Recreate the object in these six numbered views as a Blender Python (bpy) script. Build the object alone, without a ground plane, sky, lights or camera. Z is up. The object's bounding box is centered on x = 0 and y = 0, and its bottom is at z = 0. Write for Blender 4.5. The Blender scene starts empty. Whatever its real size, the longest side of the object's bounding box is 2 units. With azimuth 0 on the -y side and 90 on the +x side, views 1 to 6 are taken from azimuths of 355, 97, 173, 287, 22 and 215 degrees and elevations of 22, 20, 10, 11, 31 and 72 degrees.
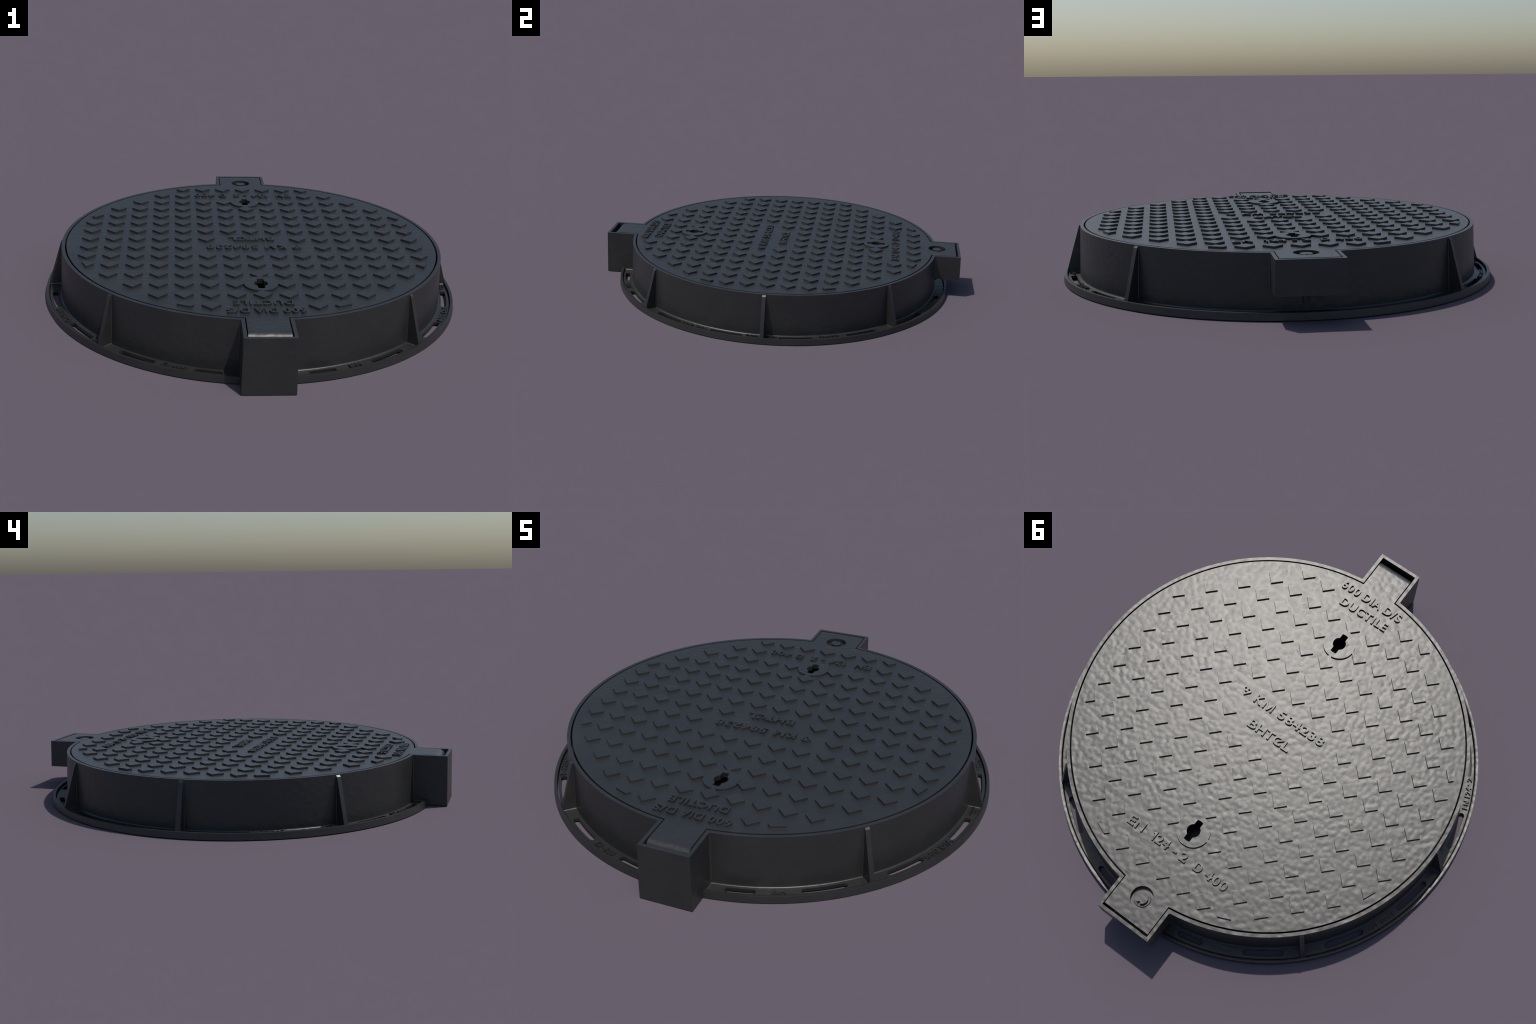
"""Round cast-iron access cover in its flanged frame, built part by part.

Frame: x to the right, y away from the hinge box, z up, metres.
All circular features share one axis at (0, CY).
"""
import bpy, bmesh, math, random
from mathutils import Matrix, Vector

random.seed(7)
TAU = 2 * math.pi
CY = 0.0108                 # the round axis lies a little off the box centre
Z_TOP = 0.232               # level of rim and plate
Z_TREAD = 0.2405            # top of the raised pattern
Z_FLOOR = 0.0172            # upper face of the flange
R_RIM_IN, R_RIM_OUT, R_FOOT = 0.8403, 0.8545, 0.8630
R_LID = 0.8334
R_FLANGE = 0.932
SEG = 256

scene = bpy.context.scene


# ------------------------------------------------------------------ helpers
def polar(az_deg, r):
    """Point on the plan; azimuth 0 looks to -y, 90 to +x."""
    a = math.radians(az_deg)
    return (r * math.sin(a), CY - r * math.cos(a))


def new_object(name, mesh, parent=None, material=None, angle=30.0):
    ob = bpy.data.objects.new(name, mesh)
    scene.collection.objects.link(ob)
    if parent is not None:
        ob.parent = parent
    if material is not None and not mesh.materials:
        mesh.materials.append(material)
    shade(mesh, angle)
    return ob


def shade(mesh, angle=30.0):
    mesh.polygons.foreach_set("use_smooth", [True] * len(mesh.polygons))
    mesh.set_sharp_from_angle(angle=math.radians(angle))


def to_mesh(bm, name):
    bmesh.ops.remove_doubles(bm, verts=bm.verts, dist=1e-5)
    bmesh.ops.recalc_face_normals(bm, faces=bm.faces)
    me = bpy.data.meshes.new(name)
    bm.to_mesh(me)
    bm.free()
    return me


def filled_plate(name, loops, z0, z1):
    """Plate with any number of holes: a filled 2D curve with depth."""
    cu = bpy.data.curves.new(name, "CURVE")
    cu.dimensions = "2D"
    cu.fill_mode = "BOTH"
    cu.extrude = (z1 - z0) / 2
    for loop in loops:
        sp = cu.splines.new("POLY")
        sp.points.add(len(loop) - 1)
        for p, (x, y) in zip(sp.points, loop):
            p.co = (x, y, 0, 1)
        sp.use_cyclic_u = True
    ob = bpy.data.objects.new("tmp", cu)
    scene.collection.objects.link(ob)
    dg = bpy.context.evaluated_depsgraph_get()
    me = bpy.data.meshes.new_from_object(ob.evaluated_get(dg))
    bpy.data.objects.remove(ob)
    bpy.data.curves.remove(cu)
    me.name = name
    me.transform(Matrix.Translation((0, 0, (z0 + z1) / 2)))
    bm = bmesh.new()
    bm.from_mesh(me)
    bmesh.ops.remove_doubles(bm, verts=bm.verts, dist=1e-6)
    bmesh.ops.recalc_face_normals(bm, faces=bm.faces)
    bm.to_mesh(me)
    bm.free()
    me.materials.clear()
    return me


def prism(bm, bottom, top):
    """Loft a closed solid between two matching loops of 3D points."""
    a = [bm.verts.new(p) for p in bottom]
    b = [bm.verts.new(p) for p in top]
    n = len(a)
    for i in range(n):
        j = (i + 1) % n
        bm.faces.new((a[i], a[j], b[j], b[i]))
    bm.faces.new(list(reversed(a)))
    bm.faces.new(b)


def revolve(bm, profile, cx=0.0, cy=CY, seg=SEG, closed=True):
    rings = []
    for r, z in profile:
        rings.append([bm.verts.new((cx + r * math.cos(TAU * i / seg), cy + r * math.sin(TAU * i / seg), z)) for i in range(seg)])
    n = len(rings)
    for k in range(n if closed else n - 1):
        a, b = rings[k], rings[(k + 1) % n]
        for i in range(seg):
            j = (i + 1) % seg
            bm.faces.new((a[i], a[j], b[j], b[i]))
    if not closed:
        for ring in (rings[0], rings[-1]):
            if len(ring) > 2:
                bm.faces.new(ring)


def box_loop(hx, y0, y1, z):
    return [(-hx, y0, z), (hx, y0, z), (hx, y1, z), (-hx, y1, z)]


def boolean(ob, cutter, op):
    m = ob.modifiers.new("b", "BOOLEAN")
    m.operation, m.solver, m.object = op, "EXACT", cutter
    dg = bpy.context.evaluated_depsgraph_get()
    me = bpy.data.meshes.new_from_object(ob.evaluated_get(dg))
    ob.modifiers.clear()
    old = ob.data
    ob.data = me
    bpy.data.meshes.remove(old)
    me2 = cutter.data
    bpy.data.objects.remove(cutter)
    bpy.data.meshes.remove(me2)


def temp(bm):
    me = to_mesh(bm, "tmp")
    ob = bpy.data.objects.new("tmp", me)
    scene.collection.objects.link(ob)
    return ob


def arc(cx, cy, r, a0, a1, n):
    return [(cx + r * math.cos(a0 + (a1 - a0) * i / n), cy + r * math.sin(a0 + (a1 - a0) * i / n)) for i in range(n + 1)]


# ---------------------------------------------------------------- materials
def cast_iron(name, per_piece=False, bump=1.0):
    mat = bpy.data.materials.new(name)
    mat.use_nodes = True
    nt = mat.node_tree
    nt.nodes.clear()
    N = nt.nodes.new

    def link(a, b):
        nt.links.new(a, b)

    out = N("ShaderNodeOutputMaterial")
    bs = N("ShaderNodeBsdfPrincipled")
    link(bs.outputs[0], out.inputs[0])
    tc = N("ShaderNodeTexCoord")
    vec = tc.outputs["Object"]
    if per_piece:
        info = N("ShaderNodeObjectInfo")
        mul = N("ShaderNodeVectorMath")
        mul.operation = "SCALE"
        mul.inputs[0].default_value = (17.0, 29.0, 11.0)
        link(info.outputs["Random"], mul.inputs["Scale"])
        add = N("ShaderNodeVectorMath")
        add.operation = "ADD"
        link(vec, add.inputs[0])
        link(mul.outputs[0], add.inputs[1])
        vec = add.outputs[0]

    # casting skin: soft lumps of two sizes
    lumps = N("ShaderNodeTexNoise")
    lumps.inputs["Scale"].default_value = LUMP_SCALE
    lumps.inputs["Detail"].default_value = 0.3
    lumps.inputs["Roughness"].default_value = 0.45
    lumps.inputs["Distortion"].default_value = 0.0
    link(vec, lumps.inputs["Vector"])
    broad = N("ShaderNodeTexNoise")
    broad.inputs["Scale"].default_value = 7.0
    broad.inputs["Detail"].default_value = 2.0
    link(vec, broad.inputs["Vector"])
    # lumps fade in and out over the surface
    fade = N("ShaderNodeMapRange")
    fade.inputs["From Min"].default_value = 0.3
    fade.inputs["From Max"].default_value = 0.62
    fade.inputs["To Min"].default_value = 0.45
    fade.inputs["To Max"].default_value = 1.0
    link(broad.outputs["Fac"], fade.inputs["Value"])
    mid = N("ShaderNodeMath")
    mid.operation = "SUBTRACT"
    mid.inputs[1].default_value = 0.5
    link(lumps.outputs["Fac"], mid.inputs[0])
    height = N("ShaderNodeMath")
    height.operation = "MULTIPLY"
    link(mid.outputs[0], height.inputs[0])
    link(fade.outputs[0], height.inputs[1])
    # upright faces are cast smoother than the top faces
    geo = N("ShaderNodeNewGeometry")
    sep = N("ShaderNodeSeparateXYZ")
    link(geo.outputs["True Normal"], sep.inputs[0])
    flat = N("ShaderNodeMapRange")
    flat.inputs["From Min"].default_value = 0.7
    flat.inputs["From Max"].default_value = 0.98
    flat.inputs["To Min"].default_value = SIDE_BUMP
    flat.inputs["To Max"].default_value = 1.0
    link(sep.outputs["Z"], flat.inputs["Value"])
    amount = N("ShaderNodeMath")
    amount.operation = "MULTIPLY"
    amount.inputs[1].default_value = BUMP_DIST * bump
    link(flat.outputs[0], amount.inputs[0])
    bp = N("ShaderNodeBump")
    bp.inputs["Strength"].default_value = 1.0
    link(amount.outputs[0], bp.inputs["Distance"])
    link(height.outputs[0], bp.inputs["Height"])
    link(bp.outputs[0], bs.inputs["Normal"])

    # faint tone changes of the coating
    ramp = N("ShaderNodeValToRGB")
    ramp.color_ramp.elements[0].position = 0.3
    ramp.color_ramp.elements[0].color = (*[c * 0.88 for c in BASE], 1)
    ramp.color_ramp.elements[1].position = 0.7
    ramp.color_ramp.elements[1].color = (*[c * 1.12 for c in BASE], 1)
    link(broad.outputs["Fac"], ramp.inputs[0])
    link(ramp.outputs[0], bs.inputs["Base Color"])
    rr = N("ShaderNodeMapRange")
    rr.inputs["To Min"].default_value = ROUGH - 0.03
    rr.inputs["To Max"].default_value = ROUGH + 0.03
    link(lumps.outputs["Fac"], rr.inputs["Value"])
    link(rr.outputs[0], bs.inputs["Roughness"])
    bs.inputs["Metallic"].default_value = METAL
    bs.inputs["Specular IOR Level"].default_value = SPEC
    return mat


BASE = (0.0185, 0.0185, 0.0185)
ROUGH, METAL, SPEC = 0.43, 0.0, 0.66
LUMP_SCALE, BUMP_DIST, SIDE_BUMP = 44.0, 0.0019, 0.65

IRON = cast_iron("black_cast_iron")
IRON_PIECE = cast_iron("black_cast_iron_raised", per_piece=True)

# --------------------------------------------------------------- top object
cover = bpy.data.objects.new("manhole_cover", None)
cover.empty_display_size = 0.2
scene.collection.objects.link(cover)
cover["label"] = "round black cast iron manhole cover in flanged frame"
cover["category"] = "manhole cover"


# -------------------------------------------------------------------- frame
def build_frame():
    """Tapered wall with a deep hinge box in front and a shallow lock box behind."""
    prof = [(0.815, 0.0), (R_FOOT, 0.0), (R_FOOT, Z_FLOOR)]
    prof += [(R_RIM_OUT, Z_TOP), (0.815, Z_TOP)]
    bm = bmesh.new()
    revolve(bm, prof)
    wall = temp(bm)

    bm = bmesh.new()                            # hinge box, drafted, stands on the ground
    prism(bm, box_loop(0.1043, -1.0, -0.80, 0.0), box_loop(0.1008, -0.9964, -0.80, Z_TOP))
    boolean(wall, temp(bm), "UNION")
    bm = bmesh.new()                            # lock box hangs at half height
    prism(bm, box_loop(0.1288, 0.80, 1.0, 0.1015), box_loop(0.1268, 0.80, 0.9968, Z_TOP))
    boolean(wall, temp(bm), "UNION")

    bm = bmesh.new()                            # seat for the lid
    revolve(bm, [(0.5, 0.165), (R_RIM_IN, 0.165), (R_RIM_IN, 0.3), (0.5, 0.3)])
    boolean(wall, temp(bm), "DIFFERENCE")
    bm = bmesh.new()
    prism(bm, box_loop(0.0866, -0.9826, -0.70, 0.012), box_loop(0.0866, -0.9826, -0.70, 0.3))
    boolean(wall, temp(bm), "DIFFERENCE")
    bm = bmesh.new()
    prism(bm, box_loop(0.1134, 0.70, 0.9836, 0.116), box_loop(0.1134, 0.70, 0.9836, 0.3))
    boolean(wall, temp(bm), "DIFFERENCE")
    return wall


frame = build_frame()
frame.name = frame.data.name = "frame"
frame.parent = cover
frame.data.materials.clear()
frame.data.materials.append(IRON)
shade(frame.data, 32)


# fillets where the two boxes meet wall and flange
def fillet_section(f, n=5):
    c = [(f * (1 - math.sin(math.pi / 2 * i / n)), f * (1 - math.cos(math.pi / 2 * i / n))) for i in range(n + 1)]
    return [(-0.002, -0.004), (f, -0.004)] + c + [(-0.002, f)]


def wall_radius(z):
    return R_FOOT + (R_RIM_OUT - R_FOOT) * max(0.0, z - Z_FLOOR) / (Z_TOP - Z_FLOOR)


bm = bmesh.new()                                 # wall foot; one bay left of the hinge box is plain
section = [(R_FOOT - 0.0002 + a, Z_FLOOR + b) for a, b in fillet_section(0.0060, 6)]
steps = 220
rings = []
for k in range(steps + 1):
    az = 1.0 + 314.0 * k / steps
    rings.append([bm.verts.new((*polar(az, r), z)) for r, z in section])
for p, q in zip(rings, rings[1:]):
    for i in range(len(section)):
        j = (i + 1) % len(section)
        bm.faces.new((p[i], p[j], q[j], q[i]))
bm.faces.new(rings[0])
bm.faces.new(rings[-1])
new_object("foot_fillet", to_mesh(bm, "foot_fillet"), frame, IRON, 35)

bm = bmesh.new()
for s in (-1, 1):
    for hx0, hx1, z0, sy in ((0.1041, 0.1007, Z_FLOOR, -1), (0.1286, 0.1267, 0.1025, 1)):
        lo, hi = [], []
        for a, b in fillet_section(0.0055):
            for hx, z, out in ((hx0, z0, lo), (hx1, Z_TOP - 0.0015, hi)):
                R = wall_radius(z)
                x = hx + a
                out.append((s * x, CY + sy * (math.sqrt(R * R - x * x) + b), z))
        prism(bm, lo, hi)
    lo, hi = [], []
    for a, b in fillet_section(0.0055):
        lo.append((s * (0.1039 + a), -0.845, Z_FLOOR + b))
        hi.append((s * (0.1039 + a), -0.899, Z_FLOOR + b))
    prism(bm, lo, hi)
new_object("box_fillet", to_mesh(bm, "box_fillet"), frame, IRON, 35)


# ------------------------------------------------------------------- flange
def slot_loop(az, half_deg, r=0.8893, w=0.0122):
    """Curved slot with round ends, given its full half angle."""
    end = math.degrees(w / r)
    a0, a1 = az - half_deg + end, az + half_deg - end
    pts = []
    n = 14
    for i in range(n + 1):
        pts.append(polar(a0 + (a1 - a0) * i / n, r + w))
    for i in range(1, 8):
        t = math.pi * i / 8
        pts.append(polar(a1 + end * math.sin(t), r + w * math.cos(t)))
    for i in range(n + 1):
        pts.append(polar(a1 + (a0 - a1) * i / n, r - w))
    for i in range(1, 8):
        t = math.pi * i / 8
        pts.append(polar(a0 - end * math.sin(t), r - w * math.cos(t)))
    return pts


SLOTS = [(14.4, 3.7), (34.1, 5.6), (55.8, 5.6), (78.0, 5.6), (100.8, 5.6), (123.0, 5.6), (145.3, 5.6), (165.4, 3.6)]
slots = [slot_loop(s * a, h) for a, h in SLOTS for s in (1, -1)]


def circle(r, seg=SEG, cx=0.0, cy=CY):
    return [(cx + r * math.cos(TAU * i / seg), cy + r * math.sin(TAU * i / seg)) for i in range(seg)]


R_LIP, Z_LIP = 0.9165, 0.0280
flange = new_object("flange", filled_plate("flange", [circle(0.9122), circle(0.835)] + slots, Z_FLOOR - 0.0122, Z_FLOOR), cover, IRON)
flange.parent = frame
bm = bmesh.new()
revolve(bm, [(R_LIP - 0.0008, 0.0003), (R_LIP, Z_LIP - 0.0004), (R_LIP + 0.0006, Z_LIP), (R_FLANGE - 0.0032, Z_LIP), (R_FLANGE, 0.0005)])
new_object("flange_lip", to_mesh(bm, "flange_lip"), frame, IRON, 35)


# --------------------------------------------------------------------- ribs
def build_rib():
    """Gusset in its own frame: u radially outwards, v across, w up."""
    t = 0.0098
    foot, z1 = 0.9168, 0.2262

    bm = bmesh.new()
    zb = Z_FLOOR - 0.004
    # side outline: out along the flange, up the slope, then a 45 degree head
    side = [(0.845, zb), (foot + 0.0030, zb), (foot + 0.0030, 0.0250), (0.8622, 0.2215), (0.8547, 0.2282), (0.845, 0.2282)]

    def thick(z):
        return t * (1 - 0.07 * (z - zb) / (z1 - zb))

    prism(bm, [(r, -thick(z), z) for r, z in side], [(r, thick(z), z) for r, z in side])
    f = 0.0050
    for s in (-1, 1):                            # concave fillets at foot and wall
        curve = [(f * (1 - math.sin(math.pi / 2 * i / 5)), f * (1 - math.cos(math.pi / 2 * i / 5))) for i in range(6)]
        sec = [(-0.002, -0.002), (f, -0.002)] + curve + [(-0.002, f)]
        lo = [(0.85, s * (t - 0.0002 + a), Z_FLOOR + b) for a, b in sec]
        hi = [(foot - 0.002 - 0.5 * max(b, 0), s * (t - 0.0002 + a), Z_FLOOR + b) for a, b in sec]
        prism(bm, lo, hi)
        lo, hi = [], []
        for a, b in sec:
            lo.append((wall_radius(Z_FLOOR) + b - 0.0006, s * (t - 0.0002 + a), Z_FLOOR))
            hi.append((wall_radius(z1) + b * 0.62 - 0.0006, s * (t * 0.93 - 0.0002 + a), z1 - 0.006))
        prism(bm, lo, hi)
    return to_mesh(bm, "rib")


rib_mesh = build_rib()
rib_mesh.materials.append(IRON)
shade(rib_mesh, 23)
for az in (45, 90, 135, -45, -90, -135):
    ob = bpy.data.objects.new("rib", rib_mesh)
    scene.collection.objects.link(ob)
    ob.parent = frame
    ob.location = (0, CY, 0)
    ob.rotation_euler = (0, 0, math.radians(az - 90))

# ---------------------------------------------------------------- the lid
PITCH, HALF = 0.10425, 0.0382
KEY_Y = [CY + 5 * PITCH - 0.001, CY - 5 * PITCH - 0.001]
R_BOSS = 0.0703


def key_loop(cy):
    """Round hole with two opposed rectangular notches whose ends are arcs."""
    r, w, R = 0.0286, 0.0143, 0.0495
    a = math.acos(w / r)
    b = math.acos(w / R)
    pts = arc(0, cy, r, -a, a, 14)
    pts += arc(0, cy, R, b, math.pi - b, 6)
    pts += arc(0, cy, r, math.pi - a, math.pi + a, 14)
    pts += arc(0, cy, R, math.pi + b, TAU - b, 6)
    return pts


Y_CURL = -0.936
HX_F, HX_B, Y_B = 0.0816, 0.1092, 0.9730
LOCK = (0.0, 0.8712)
R_LOCK = 0.0477


def lid_loop():
    af = math.asin(HX_F / R_LID)
    ab = math.asin(HX_B / R_LID)
    pts = arc(0, CY, R_LID, -math.pi / 2 + af, math.pi / 2 - ab, 120)
    pts += [(HX_B, Y_B), (-HX_B, Y_B)]
    pts += arc(0, CY, R_LID, math.pi / 2 + ab, 1.5 * math.pi - af, 120)
    pts += [(-HX_F, Y_CURL), (HX_F, Y_CURL)]
    return pts


lid = new_object("lid", filled_plate("lid", [lid_loop(), key_loop(KEY_Y[0]), key_loop(KEY_Y[1]), circle(R_LOCK, 72, *LOCK)], Z_TOP - 0.0125, Z_TOP), cover, IRON)

bm = bmesh.new()                                  # skirt under the edge of the lid
revolve(bm, [(0.79, 0.17), (R_LID - 0.001, 0.17), (R_LID - 0.001, Z_TOP - 0.0130), (0.79, Z_TOP - 0.0130)])
skirt = temp(bm)
bm = bmesh.new()                                  # room for the screw recess and the hinge side
revolve(bm, [(0.0001, 0.1), (R_LOCK + 0.007, 0.1), (R_LOCK + 0.007, 0.3), (0.0001, 0.3)], *LOCK, 48)
boolean(skirt, temp(bm), "DIFFERENCE")
skirt.name = skirt.data.name = "lid_skirt"
skirt.parent = lid
skirt.data.materials.clear()
skirt.data.materials.append(IRON)
shade(skirt.data)

# hinge tongue: the front of the lid rolls over and goes down
bm = bmesh.new()
rc = 0.033
prof = [(Y_CURL, Z_TOP)] + [(Y_CURL - rc * math.sin(math.pi / 2 * i / 14), Z_TOP - rc * (1 - math.cos(math.pi / 2 * i / 14))) for i in range(1, 15)]
prof += [(Y_CURL - rc, 0.150), (Y_CURL - rc + 0.02, 0.140), (Y_CURL, 0.140)]
prism(bm, [(-HX_F, y, z) for y, z in prof], [(HX_F, y, z) for y, z in prof])
new_object("hinge_tongue", to_mesh(bm, "hinge_tongue"), lid, IRON, 20)

# key bosses
for ky in KEY_Y:
    me = filled_plate("key_boss", [circle(R_BOSS, 96, 0, ky), key_loop(ky)], Z_TOP - 0.004, Z_TREAD)
    new_object("key_boss", me, lid, IRON)
    bm = bmesh.new()                              # closed pocket below the key hole
    revolve(bm, [(0.075, 0.219), (0.075, 0.13), (0.0001, 0.13), (0.0001, 0.125), (0.08, 0.125), (0.08, 0.219)], 0, ky, 48)
    new_object("key_pocket", to_mesh(bm, "key_pocket"), lid, IRON)

# locking screw in its recess
bm = bmesh.new()
zf, zw = Z_TOP - 0.0215, Z_TOP - 0.0165
revolve(bm, [(R_LOCK + 0.0001, Z_TOP - 0.0123), (R_LOCK, zf), (0.02, zf), (0.02, zf - 0.006), (R_LOCK + 0.006, zf - 0.006), (R_LOCK + 0.006, Z_TOP - 0.0123)], *LOCK, 72)
new_object("screw_recess", to_mesh(bm, "screw_recess"), lid, IRON)
screw_body = bmesh.new()
revolve(screw_body, [(0.0001, zf - 0.002), (0.0345, zf - 0.002), (0.0345, zw - 0.001), (0.0335, zw), (0.0001, zw)], *LOCK, 64)
new_object("washer", to_mesh(screw_body, "washer"), lid, IRON)
bm = bmesh.new()
revolve(bm, [(0.0001, zw - 0.0005), (0.0236, zw - 0.0005), (0.0240, Z_TOP - 0.0030), (0.0001, Z_TOP - 0.0030)], *LOCK, 64)
head = temp(bm)
bm = bmesh.new()
revolve(bm, [(0.0001, zw + 0.0005), (0.0056, zw + 0.0005), (0.0056, 0.3), (0.0001, 0.3)], 0.0, LOCK[1] + 0.0215, 20)
boolean(head, temp(bm), "DIFFERENCE")
head.name = head.data.name = "screw_head"
head.parent = lid
head.data.materials.clear()
head.data.materials.append(IRON)
shade(head.data, 30)
bm = bmesh.new()
revolve(bm, [(0.0001, 0.0468), (0.0126, 0.0468), (0.0136, 0.0478), (0.0136, 0.1145), (0.0001, 0.1145)], LOCK[0], 0.870, 40)
new_object("screw_shank", to_mesh(bm, "screw_shank"), frame, IRON)

# ------------------------------------------------------------ tread diamonds
R_TREAD = 0.799
# lattice cells left free for the lettering and the key holes
FREE = {(0, 5), (0, -5)}
FREE |= {(i, 6) for i in range(-2, 3)} | {(i, -1) for i in range(-2, 3)}
FREE |= {(i, 0) for i in range(-1, 2)} | {(i, -7) for i in range(-1, 2)}


def clip_chord(poly, r):
    """Cut a polygon, given from the lid axis, by the straight chord of a circle."""
    inside = [math.hypot(*p) <= r for p in poly]
    if all(inside):
        return poly
    out = []
    n = len(poly)
    for i in range(n):
        p, q = poly[i], poly[(i + 1) % n]
        if inside[i]:
            out.append(p)
        if inside[i] != inside[(i + 1) % n]:
            lo, hi = (p, q) if inside[i] else (q, p)
            a, b = 0.0, 1.0
            for _ in range(40):
                m = (a + b) / 2
                if math.hypot(lo[0] + (hi[0] - lo[0]) * m, lo[1] + (hi[1] - lo[1]) * m) <= r:
                    a = m
                else:
                    b = m
            out.append((lo[0] + (hi[0] - lo[0]) * a, lo[1] + (hi[1] - lo[1]) * a))
    return out


def cut_by_boss(poly, cx, cy, r):
    """Take the round boss out of a polygon: the bite is replaced by the boss arc."""
    fine = []
    n = len(poly)
    for i in range(n):
        p, q = poly[i], poly[(i + 1) % n]
        for k in range(60):
            fine.append((p[0] + (q[0] - p[0]) * k / 60, p[1] + (q[1] - p[1]) * k / 60))
    if all(math.hypot(x - cx, y - cy) > r for x, y in fine):
        return poly
    out = []
    for i, (x, y) in enumerate(fine):
        dx, dy = x - cx, y - cy
        d = math.hypot(dx, dy)
        corner = i % 60 == 0
        if d <= r:
            out.append((cx + dx / d * r, cy + dy / d * r))
        elif corner or math.hypot(fine[i - 1][0] - cx, fine[i - 1][1] - cy) <= r or math.hypot(fine[(i + 1) % len(fine)][0] - cx, fine[(i + 1) % len(fine)][1] - cy) <= r:
            out.append((x, y))
    return out


def diamond_mesh(poly):
    bm = bmesh.new()
    prism(bm, [(x, y, -0.004) for x, y in poly], [(x, y, Z_TREAD - Z_TOP) for x, y in poly])
    me = to_mesh(bm, "tread")
    me.materials.append(IRON_PIECE)
    shade(me)
    return me


whole = [(0, -HALF), (HALF, 0), (0, HALF), (-HALF, 0)]
whole_mesh = diamond_mesh(whole)
for j in range(-8, 9):
    for i in range(-8, 9):
        cx, cy = i * PITCH, j * PITCH
        if math.hypot(cx, cy) > R_TREAD + 0.001 or (i, j) in FREE:
            continue
        poly = clip_chord([(cx + x, cy + y) for x, y in whole], R_TREAD)
        local = [(x - cx, y - cy) for x, y in poly]
        for ky in KEY_Y:
            by = ky - CY
            if math.hypot(cx, cy - by) < R_BOSS + HALF:
                local = cut_by_boss(local, -cx, by - cy, R_BOSS)
        if local == whole or len(local) == 4 and all(math.hypot(a[0] - b[0], a[1] - b[1]) < 1e-6 for a, b in zip(local, whole)):
            me = whole_mesh
        else:
            me = diamond_mesh(local)
        ob = bpy.data.objects.new("tread", me)
        scene.collection.objects.link(ob)
        ob.parent = lid
        ob.location = (cx, CY + cy, Z_TOP)


# ---------------------------------------------------------------- lettering
def text_parts(string, weight):
    """Outline text split into loose glyphs: list of meshes in one shared space, with bounds."""
    cu = bpy.data.curves.new("t", "FONT")
    cu.body = string
    cu.size = 1.0
    cu.fill_mode = "BOTH"
    cu.extrude = 0.5
    cu.offset = weight
    cu.resolution_u = 5
    cu.space_character = 1.14
    ob = bpy.data.objects.new("tmp", cu)
    scene.collection.objects.link(ob)
    dg = bpy.context.evaluated_depsgraph_get()
    me = bpy.data.meshes.new_from_object(ob.evaluated_get(dg))
    bpy.data.objects.remove(ob)
    bpy.data.curves.remove(cu)
    bm = bmesh.new()
    bm.from_mesh(me)
    bpy.data.meshes.remove(me)
    bmesh.ops.remove_doubles(bm, verts=bm.verts, dist=1e-5)
    bmesh.ops.recalc_face_normals(bm, faces=bm.faces)
    seen, parts = set(), []
    for v in bm.verts:
        if v.index in seen:
            continue
        stack, group = [v], []
        seen.add(v.index)
        while stack:
            a = stack.pop()
            group.append(a)
            for e in a.link_edges:
                b = e.other_vert(a)
                if b.index not in seen:
                    seen.add(b.index)
                    stack.append(b)
        ids = {a.index: k for k, a in enumerate(group)}
        faces = [[ids[x.index] for x in f.verts] for f in bm.faces if f.verts[0].index in ids]
        parts.append(([a.co.copy() for a in group], faces))
    bm.free()
    xs = [c.x for p in parts for c in p[0]]
    ys = [c.y for p in parts for c in p[0]]
    return parts, min(xs), max(xs), min(ys), max(ys)


def add_glyphs(string, place, z0, z1, parent, name, weight=0.0):
    """place(u, v) maps the unit text box (0..1, 0..1) to the plan."""
    parts, x0, x1, y0, y1 = text_parts(string, weight)
    for verts, faces in parts:
        pts = []
        for c in verts:
            x, y = place((c.x - x0) / (x1 - x0), (c.y - y0) / (y1 - y0))
            pts.append((x, y, z1 if c.z > 0 else z0))
        me = bpy.data.meshes.new(name)
        me.from_pydata(pts, [], faces)
        bm = bmesh.new()
        bm.from_mesh(me)
        bmesh.ops.recalc_face_normals(bm, faces=bm.faces)
        bm.to_mesh(me)
        bm.free()
        new_object(name, me, parent, IRON)


def lid_text(string, xl, xr, base, cap, weight=0.019):
    """Words on the lid are read from the lock side: up is -y, reading runs to -x."""
    add_glyphs(string, lambda u, v: (xl + (xr - xl) * u, base + (cap - base) * v), Z_TOP - 0.003, Z_TREAD + 0.0002, lid, "raised_letter", weight)


def flange_text(string, a0, a1, r_base, r_cap, weight=0.028):
    def place(u, v):
        return polar(a0 + (a1 - a0) * u, r_base + (r_cap - r_base) * v)
    add_glyphs(string, place, Z_FLOOR - 0.003, Z_FLOOR + 0.0078, frame, "flange_letter", weight)


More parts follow.
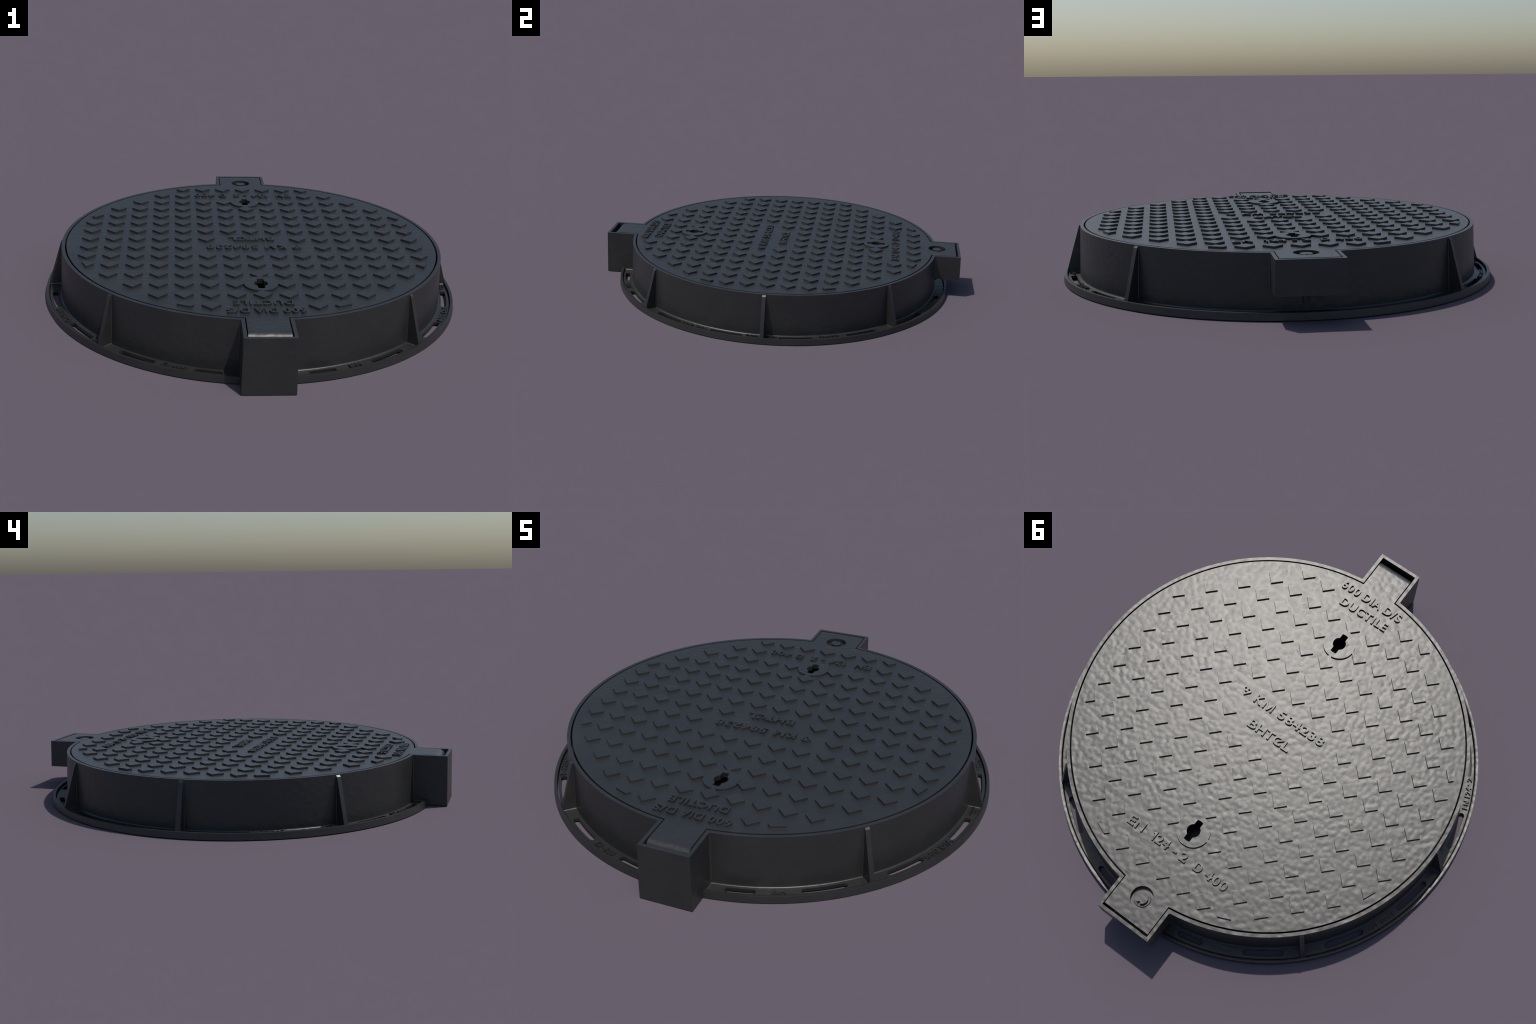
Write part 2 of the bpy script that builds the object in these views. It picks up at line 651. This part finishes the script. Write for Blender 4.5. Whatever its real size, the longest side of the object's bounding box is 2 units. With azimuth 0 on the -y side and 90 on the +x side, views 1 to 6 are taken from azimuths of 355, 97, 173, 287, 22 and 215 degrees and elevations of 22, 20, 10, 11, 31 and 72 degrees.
for word, a, b in (("600", 0.157, 0.067), ("DIA", 0.046, -0.0455), ("D/S", -0.064, -0.1515)):
    lid_text(word, a, b, -0.7480, -0.7890)
lid_text("DUCTILE", 0.1145, -0.1230, -0.6750, -0.7160)
lid_text("K", 0.1455, 0.1075, -0.0735, -0.1145)
lid_text("584238", 0.0205, -0.2090, -0.0735, -0.1145)
for word, a, b in (("B", 0.1010, 0.0640), ("H", 0.0585, 0.0180), ("T", 0.0150, -0.0250), ("C", -0.0255, -0.0680), ("L", -0.0745, -0.1085)):
    lid_text(word, a, b, 0.0310, -0.0100)
for word, a, b in (("E", 0.2470, 0.2160), ("N", 0.2085, 0.1705), ("2", 0.1050, 0.0745), ("4", 0.0720, 0.0415), ("2", -0.0195, -0.0510), ("D", -0.0915, -0.1260), ("400", -0.1480, -0.2515)):
    lid_text(word, a, b, 0.6610, 0.6200)


def raised_bar(name, pts, z0, z1, parent):
    bm = bmesh.new()
    prism(bm, [(x, y, z0) for x, y in pts], [(x, y, z1) for x, y in pts])
    return new_object(name, to_mesh(bm, name), parent, IRON)


def stroke(p, q, w):
    dx, dy = q[0] - p[0], q[1] - p[1]
    d = math.hypot(dx, dy)
    nx, ny = -dy / d * w / 2, dx / d * w / 2
    return [(p[0] - nx, p[1] - ny), (q[0] - nx, q[1] - ny), (q[0] + nx, q[1] + ny), (p[0] + nx, p[1] + ny)]


letter_m = [(0, 0), (0, 1), (0.19, 1), (0.5, 0.24), (0.81, 1), (1, 1), (1, 0), (0.855, 0), (0.855, 0.76), (0.565, 0), (0.435, 0), (0.145, 0.76), (0.145, 0)]
raised_bar("raised_letter", [(0.0990 - 0.0465 * u, -0.0735 - 0.0410 * v) for u, v in letter_m], Z_TOP - 0.003, Z_TREAD, lid)
one = [(1, 0), (1, 1), (0.66, 1), (0.40, 0.86), (0, 0.80), (0, 0.67), (0.52, 0.72), (0.52, 0)]
raised_bar("raised_letter", [(0.1262 - 0.0142 * u, 0.6610 - 0.0410 * v) for u, v in one], Z_TOP - 0.003, Z_TREAD, lid)
raised_bar("raised_letter", [(0.0190, 0.6425), (0.0005, 0.6425), (0.0005, 0.6490), (0.0190, 0.6490)], Z_TOP - 0.003, Z_TREAD, lid)   # dash
raised_bar("raised_letter", stroke((-0.0475, 0.0130), (-0.0790, -0.0130), 0.0065), Z_TOP - 0.003, Z_TREAD - 0.0006, lid)            # tail across the C

# small maker's mark: a heart outline with two round eyes and a point
mx, my = 0.1955, -0.0735                             # middle of its lower tip; up is -y
outline = [(mx, my)] + [(mx + 0.0205 * math.sin(t) - 0.0002, my - 0.0265 + 0.0145 * -math.cos(t) * (1 if math.cos(t) < 0.0 else 1)) for t in [math.radians(100 - 10 * k) for k in range(21)]]
eyes = [circle(0.0052, 16, mx + s * 0.0085, my - 0.0295) for s in (-1, 1)]
notch = [(mx, my - 0.0085), (mx + 0.0085, my - 0.0195), (mx - 0.0085, my - 0.0195)]
new_object("raised_mark", filled_plate("raised_mark", [outline] + eyes + [notch], Z_TOP - 0.003, Z_TREAD), lid, IRON)

# words on the flange
R_B, R_C = 0.9075, 0.8830                            # baseline outside, caps towards the wall
flange_text("D", -26.5, -24.4, R_B, R_C)
flange_text("400", -23.5, -19.6, R_B, R_C)
flange_text("BH", 21.7, 25.0, R_B, R_C)
flange_text("600", 61.6, 66.2, R_B, R_C)
flange_text("DIA", 67.4, 71.9, R_B, R_C)
flange_text("EN", -71.1, -68.6, R_B, R_C)
flange_text("124", -67.6, -64.5, R_B, R_C)
flange_text("2", -62.9, -61.7, R_B, R_C)
raised_bar("flange_letter", [polar(-64.0, 0.8940), polar(-63.4, 0.8940), polar(-63.4, 0.8895), polar(-64.0, 0.8895)], Z_FLOOR - 0.003, Z_FLOOR + 0.0078, frame)
flange_text("CAST", -117.0, -112.9, 0.9020, 0.8850)
flange_text("DATE", -111.8, -107.4, 0.9020, 0.8850)
flange_text("A", -48.6, -46.6, R_B, R_C)
flange_text("Foundry", 108.2, 114.8, 0.8980, 0.8780, 0.02)
flange_text("MADE", 109.6, 113.6, 0.9080, 0.9005, 0.0)
flange_text("MATERIAL", 84.9, 88.8, 0.8920, 0.8820, 0.0)
flange_text("DI", 86.2, 87.7, 0.9060, 0.8975, 0.02)
flange_text("GRADE", 91.5, 94.6, 0.8920, 0.8820, 0.0)
flange_text("7", 92.4, 93.1, 0.9060, 0.8975, 0.02)
